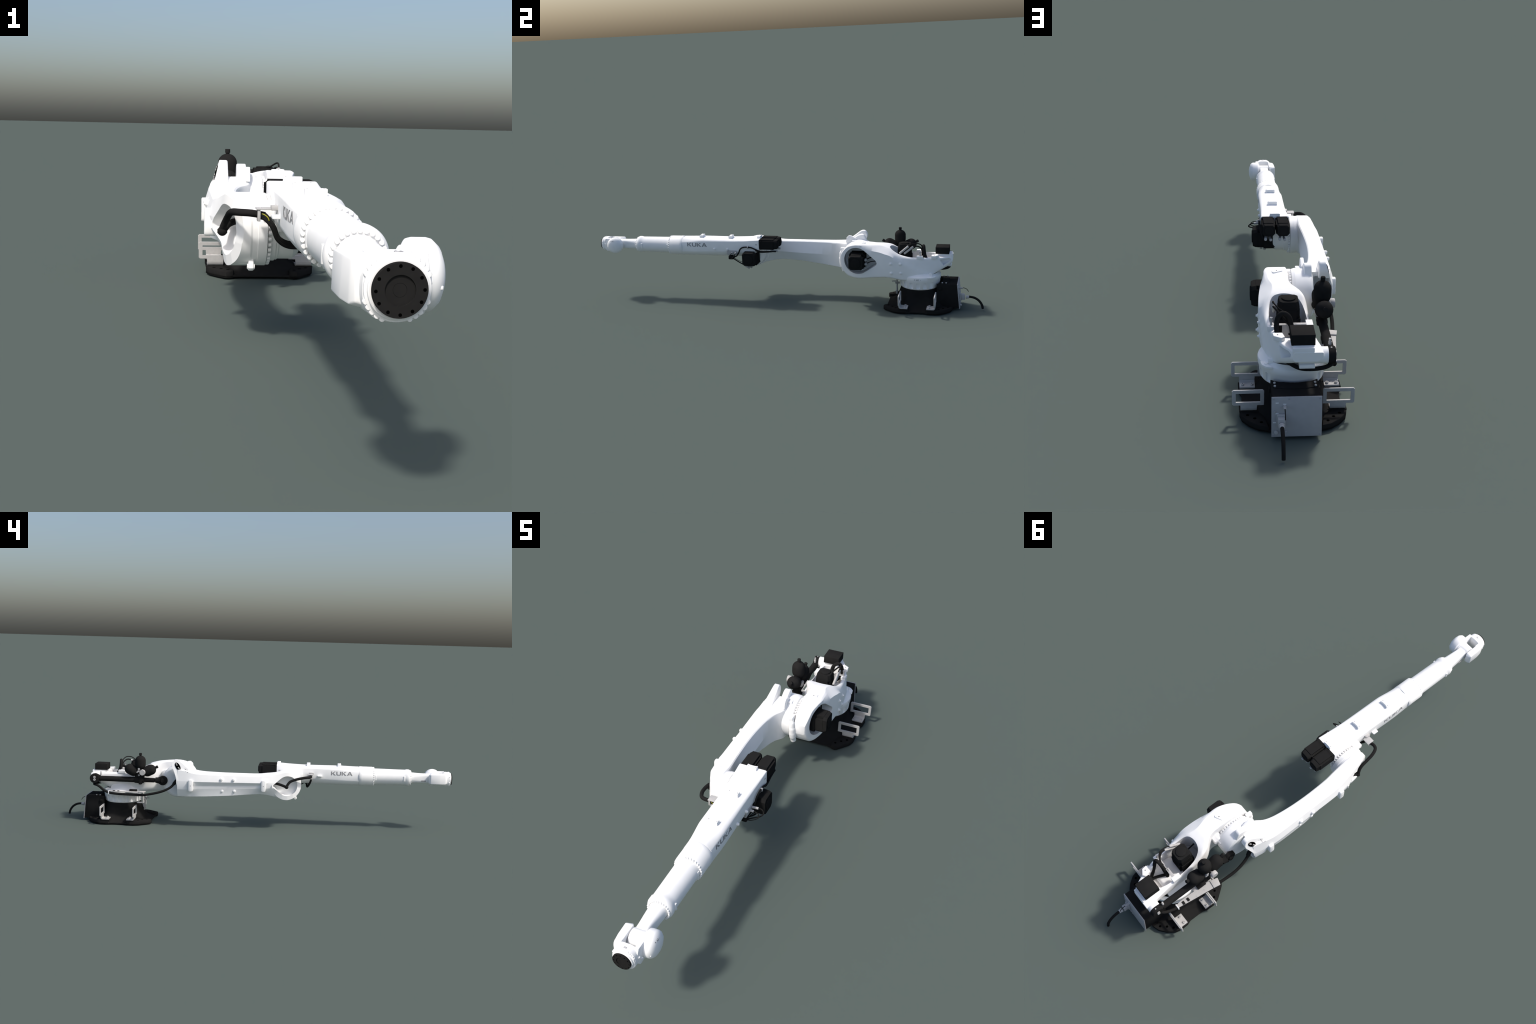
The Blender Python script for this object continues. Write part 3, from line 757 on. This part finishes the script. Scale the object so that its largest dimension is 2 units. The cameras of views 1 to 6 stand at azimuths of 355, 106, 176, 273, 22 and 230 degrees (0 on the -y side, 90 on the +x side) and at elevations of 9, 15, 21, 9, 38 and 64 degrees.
# ================================================================== FOREARM
# y, half width, top z, bottom z, side top z, side bottom z, roundness
fore = [(-0.5270, 0.0485, 0.3193, 0.2235, 0.2988, 0.250), (-0.430, 0.0485, 0.3183, 0.2260, 0.3028, 0.2560), (-0.300, 0.0480, 0.3158, 0.2265, 0.3058, 0.2600), (-0.260, 0.0482, 0.3158, 0.2270, 0.3063, 0.2600), (-0.200, 0.0492, 0.3168, 0.2270, 0.3088, 0.2600),
        (-0.165, 0.0502, 0.3178, 0.2285, 0.3118, 0.2600), (-0.140, 0.0510, 0.3190, 0.2395, 0.3143, 0.2600), (-0.120, 0.0518, 0.3203, 0.2555, 0.3163, 0.2650), (-0.1075, 0.0522, 0.3210, 0.2685, 0.3173, 0.2720)]
secs = []
for i in range(61):
    y = -0.5270 + (0.5270 - 0.1075) * i / 60
    hw, zt, zb, st, sb = curve1(fore, y)
    ct = zt - st
    half = []
    ki = min(0.6 * hw, ct * 1.6)
    # top flat, rounded shoulder, flat side, lower chamfer
    half += [(hw - ki, zt), (hw - ki * 0.55, zt - ct * 0.14), (hw - ki * 0.2, zt - ct * 0.45), (hw - ki * 0.04, zt - ct * 0.8), (hw, st), (hw, sb)]
    cb = sb - zb
    kb = min(hw * 0.55, cb * 0.95)
    half += [(hw - kb * 0.06, sb - cb * 0.22), (hw - kb * 0.5, sb - cb * 0.68), (hw - kb * 0.9, zb + cb * 0.04), (hw - kb * 1.15, zb)]
    b = max(0.0, min(1.0, (-0.42 - y) / 0.105)); b = b * b * (3 - 2 * b)
    morph = []
    for x, z in half:
        a = math.atan2(z - FZ, x)
        morph.append((x + (0.0492 * cos(a) - x) * b, z + (FZ + 0.0492 * sin(a) - z) * b))
    # the flank that carries the lettering stays flat a little longer than the rest
    sec = morph + [(-x, z) for x, z in morph[::-1]]
    secs.append([(x, y, z) for x, z in sec])
forearm_rear = loft(secs)
forearm = put("forearm", forearm_rear, WHITE, angle=30)
tube_me = revolve([(0.035, 0.0), (0.0480, 0.0), (0.0492, 0.003), (0.0492, 0.016), (0.0486, 0.018), (0.0486, 0.068), (0.0465, 0.0725), (0.0420, 0.0735), (0.0409, 0.080), (0.0397, 0.222), (0.0399, 0.235), (0.0422, 0.242), (0.0422, 0.252),
                   (0.0405, 0.257), (0.0375, 0.261), (0.0330, 0.2615)], (0, -0.5275, FZ), (0, -1, 0), 72)
tube = put("forearm_tube", tube_me, WHITE, forearm, angle=30)
bolt_ring((0, -0.6000, FZ), (0, -1, 0), 0.0448, 30, 0.0036, 0.0050, tube, WHITE, a0=0.1)
bolt_ring((0, -0.7885, FZ), (0, -1, 0), 0.0345, 26, 0.0034, 0.0045, tube, WHITE, a0=0.1)
for y in (-0.612, -0.757):
    for s in (-1, 1):
        put("tube_lug", join(box(min(s*0.036, s*0.0415), max(s*0.036, s*0.0415), y - 0.004, y + 0.004, FZ - 0.014, FZ + 0.012, 0.001)), WHITE, tube)
# elbow housing under the forearm
put("elbow_housing", revolve([(0.058, 0), (0.0605, 0.001), (0.0605, 0.006), (0.0585, 0.008), (0.0585, 0.036), (0.050, 0.048), (0.046, 0.049)], (-0.0425, A3Y, A3Z), (1, 0, 0), 64), WHITE, forearm)
put("elbow_rib", prism([(-0.230, 0.232), (-0.230, 0.262), (-0.190, 0.30), (-0.12, 0.30), (-0.105, 0.270), (-0.130, 0.230)], 'x', -0.046, 0.0, 0.003), WHITE, forearm)
put("reference_plate", prism([(-0.240, 0.262), (-0.210, 0.266), (-0.205, 0.285), (-0.222, 0.292), (-0.240, 0.283)], 'x', -0.072, -0.046, 0.002), WHITE, forearm)
put("reference_tab", box(-0.0625, -0.045, -0.340, -0.316, 0.268, 0.2745, 0.0015), WHITE, forearm)
# spool clamps on top
clamp = prism(smooth2([(-0.0185, -0.0085), (0.0185, -0.0085), (0.0185, -0.008), (0.0150, 0.0), (0.0185, 0.0080), (0.0185, 0.0085), (-0.0185, 0.0085), (-0.0185, 0.008), (-0.015, 0.0), (-0.0185, -0.008)], 3), 'z', 0.0, 0.0145, 0.0012)
clamp_pts = [(-0.0188, -0.0088), (-0.009, -0.0062), (0.009, -0.0062), (0.0188, -0.0088), (0.0188, 0.0088), (0.009, 0.0062), (-0.009, 0.0062), (-0.0188, 0.0088)]
clamp = prism(clamp_pts, 'z', 0.0, 0.0150, 0.0012)
finish(clamp); clamp.materials.append(WHITE)
for y, z in ((-0.427, 0.3155), (-0.2695, 0.3145), (-0.1165, 0.3160)):
    o = put("hose_clamp", clamp, WHITE, forearm, done=True); o.matrix_world = Matrix.Translation((0, y, z))
    for s in (-1, 1):
        bolt((s * 0.0145, y, z + 0.015), (0, 0, 1), 0.0018, 0.0005, o, GREY, False)
# bolts and plates on the +x flank
for y in (-0.347, -0.277):
    put("threaded_boss", revolve([(0.006, 0), (0.0058, 0.006), (0.004, 0.007), (0.004, 0.009)], (0.0475, y, 0.2675), (1, 0, 0), 16), WHITE, forearm)
# rear twin motors
for s, mx in ((-1, -0.0258), (1, 0.0282)):
    mm = motor((mx, -0.1070, 0.2955), (0, 1, 0), (0, 0, 1), 0.0252, 0.092, 0.12, 0.2, parent=forearm, stepped=False)
    plug_pair([((s * 0.0262 + 0.010, -0.045, 0.263), (s * 0.0262 + 0.014, -0.012, 0.263)), ((s * 0.0262 - 0.004, -0.052, 0.258), (s * 0.0262 - 0.006, -0.020, 0.258))], 0.0052, mm)
# elbow motor
m3 = motor((-0.004, -0.158, 0.2240), (1, 0, 0), (0, 0, 1), 0.0395, 0.086, 0.52, 0.2, parent=forearm)
plug_pair([((0.047, -0.186, 0.184), (0.049, -0.163, 0.172)), ((0.034, -0.176, 0.184), (0.036, -0.153, 0.172))], 0.0056, m3)
# cables round the elbow motor
put("motor_cable", hose([(0.0475, -0.020, 0.262), (0.049, -0.06, 0.262), (0.053, -0.10, 0.262), (0.056, -0.125, 0.272), (0.057, -0.150, 0.282), (0.057, -0.185, 0.283), (0.056, -0.205, 0.273), (0.054, -0.217, 0.250), (0.050, -0.232, 0.232), (0.044, -0.255, 0.228)], 0.0034), RUBBER, forearm)
put("motor_cable", hose([(0.036, -0.030, 0.259), (0.044, -0.07, 0.257), (0.052, -0.105, 0.258), (0.055, -0.127, 0.268)], 0.0028), RUBBER, forearm)
put("motor_cable", hose([(0.047, -0.186, 0.184), (0.046, -0.215, 0.199), (0.044, -0.245, 0.216), (0.042, -0.262, 0.226)], 0.0028), RUBBER, forearm)
put("motor_cable", hose([(0.034, -0.176, 0.185), (0.046, -0.215, 0.207), (0.048, -0.240, 0.222), (0.046, -0.250, 0.240)], 0.0012, n=8), RUBBER, forearm)
put("signal_cable", hose([(0.066, -0.231, 0.252), (0.078, -0.228, 0.252), (0.089, -0.228, 0.248), (0.095, -0.233, 0.239), (0.087, -0.243, 0.231), (0.064, -0.254, 0.225), (0.044, -0.266, 0.222)], 0.0024, n=10), RUBBER, forearm)
put("signal_cable", hose([(0.062, -0.250, 0.252), (0.074, -0.250, 0.252), (0.084, -0.252, 0.246), (0.085, -0.258, 0.234), (0.064, -0.268, 0.226), (0.045, -0.266, 0.222)], 0.0016, n=10), RUBBER, forearm)
put("junction_plug", box(0.030, 0.050, -0.274, -0.252, 0.214, 0.234, 0.004), RUBBER, forearm)
bkt = put("connector_bracket", join(box(0.0485, 0.0515, -0.280, -0.228, 0.243, 0.2625, 0.0006), box(0.030, 0.0515, -0.280, -0.228, 0.241, 0.244, 0.0006)), STEEL, forearm)
plug_pair([((0.0515, -0.250, 0.252), (0.066, -0.250, 0.252)), ((0.0515, -0.231, 0.252), (0.075, -0.229, 0.252))], 0.0045, bkt)
put("cable_clip", box(0.050, 0.062, -0.168, -0.163, 0.276, 0.289, 0.0008), STEEL, forearm)
# cable loop from link arm to forearm on the -x side
loop = put("elbow_hose", hose([(-0.112, -0.098, 0.236), (-0.118, -0.106, 0.236), (-0.130, -0.128, 0.233), (-0.138, -0.150, 0.227), (-0.143, -0.1605, 0.224), (-0.142, -0.166, 0.233), (-0.137, -0.176, 0.247), (-0.134, -0.192, 0.256), (-0.132, -0.220, 0.265), (-0.128, -0.250, 0.271), (-0.117, -0.275, 0.273), (-0.101, -0.282, 0.273), (-0.086, -0.280, 0.271), (-0.070, -0.280, 0.268)], 0.0068), RUBBER, forearm)
put("hose_elbow", revolve([(0.004, 0)] + [(0.0098 * sin(pi * i / 12), 0.0098 - 0.0098 * cos(pi * i / 12)) for i in range(2, 11)] + [(0.004, 0.0196)], (-0.1335, -0.162, 0.2235), (-1, 0, 0), 24), RUBBER, loop)
put("hose_bracket", join(box(-0.087, -0.055, -0.292, -0.262, 0.2795, 0.282, 0.0006), box(-0.0845, -0.079, -0.290, -0.270, 0.258, 0.281, 0.0006), box(-0.060, -0.046, -0.296, -0.276, 0.279, 0.288, 0.001)), STEEL, forearm)
bolt((-0.087, -0.280, 0.273), (-1, 0, 0), 0.0025, 0.002, loop, STEEL, True)
for k, (dx, dz) in enumerate(((0.0, 0.004), (0.002, -0.004), (0.004, 0.0))):
    put("loom_cable", hose([(-0.082, -0.278, 0.269 + dz), (-0.070, -0.284, 0.266 + dz), (-0.058 + dx, -0.284, 0.250 + dz), (-0.048 + dx, -0.276, 0.228 + dz), (-0.030 + dx, -0.268, 0.214 + dz), (-0.005, -0.264, 0.211 + dz), (0.025, -0.262, 0.216 + dz), (0.042, -0.262, 0.224)], 0.0038), RUBBER, forearm)
put("earth_wire", hose([(-0.080, -0.283, 0.272), (-0.073, -0.287, 0.271), (-0.066, -0.289, 0.266), (-0.063, -0.289, 0.260)], 0.0010, n=8), YELLOW, forearm)
text_on("A4", 0.009, (0.0523, -0.122, 0.296), (0, 1, 0), (0, 0, 1), forearm, onto=forearm)
text_on("A5", 0.009, (-0.0523, -0.121, 0.293), (0, -1, 0), (0, 0, 1), forearm, onto=forearm)

# maker's wordmark, four stroked letters on each flank
def letter_polys(ch, h):
    t = 0.235 * h
    if ch == 'K':
        w = 1.05 * h
        return w, [[(0, 0), (t, 0), (t, h), (0, h)], [(t * 0.9, 0.46 * h), (w - t * 1.5, h), (w, h), (t * 1.75, 0.52 * h), (t * 1.3, 0.40 * h)],
                   [(t * 1.1, 0.55 * h), (t * 1.95, 0.66 * h), (w + 0.03 * h, 0), (w - t * 1.45, 0)]]
    if ch == 'U':
        w = 1.08 * h
        o = [(0, h), (0, 0.38 * h)]; i = [(t, h), (t, 0.42 * h)]
        po = [(0.02 * h, 0.22 * h), (0.10 * h, 0.08 * h), (0.26 * h, 0.0), (w - 0.26 * h, 0.0), (w - 0.10 * h, 0.08 * h), (w - 0.02 * h, 0.22 * h), (w, 0.38 * h), (w, h)]
        pi_ = [(w - t, h), (w - t, 0.42 * h), (w - t * 1.12, 0.27 * h), (w - t * 1.6, 0.20 * h), (t * 1.6, 0.20 * h), (t * 1.12, 0.27 * h), (t, 0.42 * h), (t, h)]
        return w, [[(0, h), (0, 0.38 * h)] + po + pi_]
    w = 1.25 * h
    m = w / 2
    return w, [[(0, 0), (t * 1.2, 0), (m + t * 0.05, h * 0.80), (m + t * 0.6, h), (m - t * 0.6, h)], [(w, 0), (w - t * 1.2, 0), (m - t * 0.05, h * 0.80), (m - t * 0.6, h), (m + t * 0.6, h)],
               [(0.24 * w, 0.18 * h), (0.76 * w, 0.18 * h), (0.69 * w, 0.36 * h), (0.31 * w, 0.36 * h)]]

def wordmark(x, y_start, z, h, length, s):
    word = "KUKA"
    raw = sum(letter_polys(c, h)[0] for c in word) + 3 * 0.13 * h
    k = length / raw
    cur = 0.0
    for c in word:
        w, polys = letter_polys(c, h)
        ms = []
        for j, p in enumerate(polys):
            ms.append(prism([(y_start + s * (cur + a) * k, z + b) for a, b in p], 'x', x - 0.0018 - j * 0.00008, x + 0.0008 + j * 0.00012))
        me = join(*ms)
        drape(me, forearm, (-s, 0, 0), 0.0006)
        put("letter", me, GREY, forearm, angle=20)
        cur += w + 0.13 * h
wordmark(0.0487, -0.497, 0.2775, 0.0195, 0.109, 1)
wordmark(-0.0487, -0.385, 0.2775, 0.0195, 0.109, -1)

# ================================================================== WRIST
def sec_xz(cx, cz, hx, hz, e, y, n=40):
    pts = []
    for i in range(n):
        a = 2 * pi * i / n
        c, s = cos(a), sin(a)
        pts.append((cx + hx * math.copysign(abs(c) ** (2 / e), c), y, cz + hz * math.copysign(abs(s) ** (2 / e), s)))
    return pts
neck = loft([sec_xz(0.0, FZ, 0.0300, 0.0300, 2.0, -0.7880), sec_xz(0.0, FZ, 0.0285, 0.0275, 2.2, -0.7960), sec_xz(0.0, FZ, 0.0265, 0.0255, 2.6, -0.815), sec_xz(0.0, FZ, 0.0230, 0.0240, 3.4, -0.845),
             sec_xz(0.0005, FZ, 0.0200, 0.0235, 4.5, -0.872), sec_xz(0.001, FZ, 0.0195, 0.0235, 5.0, -0.890), sec_xz(0.001, FZ, 0.0190, 0.020, 4.0, -0.912)])
wrist = put("wrist_neck", neck, WHITE, angle=30)
put("bend_hub", revolve([(0.026, 0), (0.028, 0.002), (0.028, 0.040), (0.026, 0.042)], (0.0225, A5Y, FZ), (-1, 0, 0), 48), WHITE, wrist)
put("neck_slot", box(-0.0262, -0.024, -0.868, -0.845, 0.258, 0.264, 0.0005), GREY, wrist)
# yoke: front block carrying the flange, with two cheeks
yoke = loft([sec_xz(0.0, FZ, 0.0300, 0.0280, 3.0, -0.9360), sec_xz(0.0, FZ, 0.0385, 0.0330, 3.0, -0.9420), sec_xz(0.0, FZ, 0.0385, 0.0350, 2.8, -0.958), sec_xz(0.0005, FZ, 0.0370, 0.0360, 2.6, -0.9720), sec_xz(0.0005, FZ, 0.0360, 0.0360, 2.6, -0.9840), sec_xz(0.0005, FZ, 0.0345, 0.0345, 2.4, -0.9860)])
cheek_n = loft([[(-0.0300, -0.880, FZ - 0.021), (-0.0300, -0.880, FZ + 0.021), (-0.0440, -0.884, FZ + 0.019), (-0.0440, -0.884, FZ - 0.019)],
                [(-0.0225, -0.890, FZ - 0.028), (-0.0225, -0.890, FZ + 0.028), (-0.0500, -0.889, FZ + 0.025), (-0.0510, -0.889, FZ - 0.022)],
                [(-0.0225, -0.935, FZ - 0.0285), (-0.0225, -0.935, FZ + 0.0290), (-0.0475, -0.935, FZ + 0.0265), (-0.0500, -0.935, FZ - 0.022)],
                [(-0.0200, -0.962, FZ - 0.0285), (-0.0200, -0.962, FZ + 0.030), (-0.0440, -0.962, FZ + 0.0265), (-0.0450, -0.962, FZ - 0.0225)],
                [(-0.0200, -0.972, FZ - 0.026), (-0.0200, -0.972, FZ + 0.028), (-0.0400, -0.972, FZ + 0.022), (-0.0400, -0.972, FZ - 0.018)]])
yoke = boolean(yoke, box(-0.0215, 0.0265, -0.9600, -0.90, 0.2, 0.35))
bm = bmesh.new(); bm.from_mesh(cheek_n)
bmesh.ops.bevel(bm, geom=[e for e in bm.edges], offset=0.0025, segments=2, profile=0.5, affect='EDGES')
cheek_n = from_bm(bm)
yoke = put("wrist_yoke", join(yoke, cheek_n), WHITE, wrist, angle=30)
cap = put("bend_cap", revolve([(0.034, 0), (0.0405, 0.003), (0.0418, 0.008), (0.0418, 0.024), (0.0405, 0.029), (0.034, 0.036), (0.024, 0.0405), (0.012, 0.0430), (0.003, 0.0437)], (0.0265, A5Y, FZ), (1, 0, 0), 64), WHITE, wrist)
put("bend_cap_ring", revolve([(0.0310, 0), (0.0330, 0.001), (0.0330, 0.006)], (0.0215, A5Y, FZ), (1, 0, 0), 48), WHITE, wrist)
put("yoke_cheek", prism([(-0.905, FZ - 0.029), (-0.90, FZ + 0.029), (-0.938, FZ + 0.034), (-0.965, FZ + 0.034), (-0.972, FZ + 0.02), (-0.972, FZ - 0.02), (-0.962, FZ - 0.033), (-0.935, FZ - 0.033)], 'x', 0.0235, 0.0375, 0.003), WHITE, wrist)
text_on("+ A5 -", 0.009, (0.0605, A5Y - 0.004, FZ + 0.027), (0, 1, 0), (0, 0, 1), wrist, onto=cap)
text_on("A6", 0.009, (0.002, -0.976, FZ + 0.0362), (1, 0, 0), (0, 1, 0), wrist, onto=yoke)
put("cap_notch", box(0.058, 0.0615, -0.945, -0.939, FZ - 0.010, FZ - 0.006, 0.0008), WHITE, wrist)
fl = put("flange_housing", revolve([(0.025, 0.0), (0.0350, 0.0), (0.0350, 0.0035), (0.0320, 0.0040), (0.0320, 0.0085), (0.0305, 0.0095), (0.027, 0.0095)], (0, -0.9850, FZ), (0, -1, 0), 64), WHITE, wrist)
# flange bolts sit in groups on the shoulder of the housing
for g in (45, 135, 225, 315):
    for k in range(-2, 3):
        a = radians(g + k * 10.5)
        bolt((0.0352 * cos(a), -0.9835, FZ + 0.0352 * sin(a)), (0, -1, 0), 0.0031, 0.0045, fl, WHITE, False)
# black tool flange with bolt holes and stepped centre
face = revolve([(0.020, 0.0), (0.0286, 0.0), (0.0288, 0.0005), (0.0288, 0.0052), (0.0284, 0.0057), (0.0160, 0.0057), (0.0160, 0.0035), (0.0074, 0.0035), (0.0072, 0.0031), (0.0070, 0.0035), (0.0001, 0.0035)], (0, -0.9943, FZ), (0, -1, 0), 72)
flange = put("tool_flange", face, BLACK, wrist, angle=30)
fh = finish(revolve([(0.0019, 0), (0.0019, 0.0003)], (0, 0, 0), (0, 0, 1), 16)); fh.materials.append(HOLE)
for i in range(12):
    if i in (): continue
    a = radians(30 * i) + radians(2)
    o = bpy.data.objects.new("flange_hole", fh)
    bpy.context.scene.collection.objects.link(o); o.parent = flange
    o.matrix_world = frame((0.0250 * cos(a), -0.9998, FZ + 0.0250 * sin(a)), (0, -1, 0))
for x, y, z, ax in ((0.0385, -0.955, FZ - 0.012, (1, -0.3, 0)), (0.0385, -0.968, FZ + 0.004, (1, -0.3, 0))):
    bolt((x - 0.002, y, z), ax, 0.0035, 0.005, yoke, WHITE, True)

# ------------------------------------------------------------------ keep the tree at thing > part > sub-part
bpy.context.view_layer.update()
for ob in list(bpy.context.scene.objects):
    chain = []
    p = ob.parent
    while p is not None:
        chain.append(p); p = p.parent
    if len(chain) > 2:
        world = ob.matrix_world.copy()
        ob.parent = chain[-2]
        ob.matrix_world = world
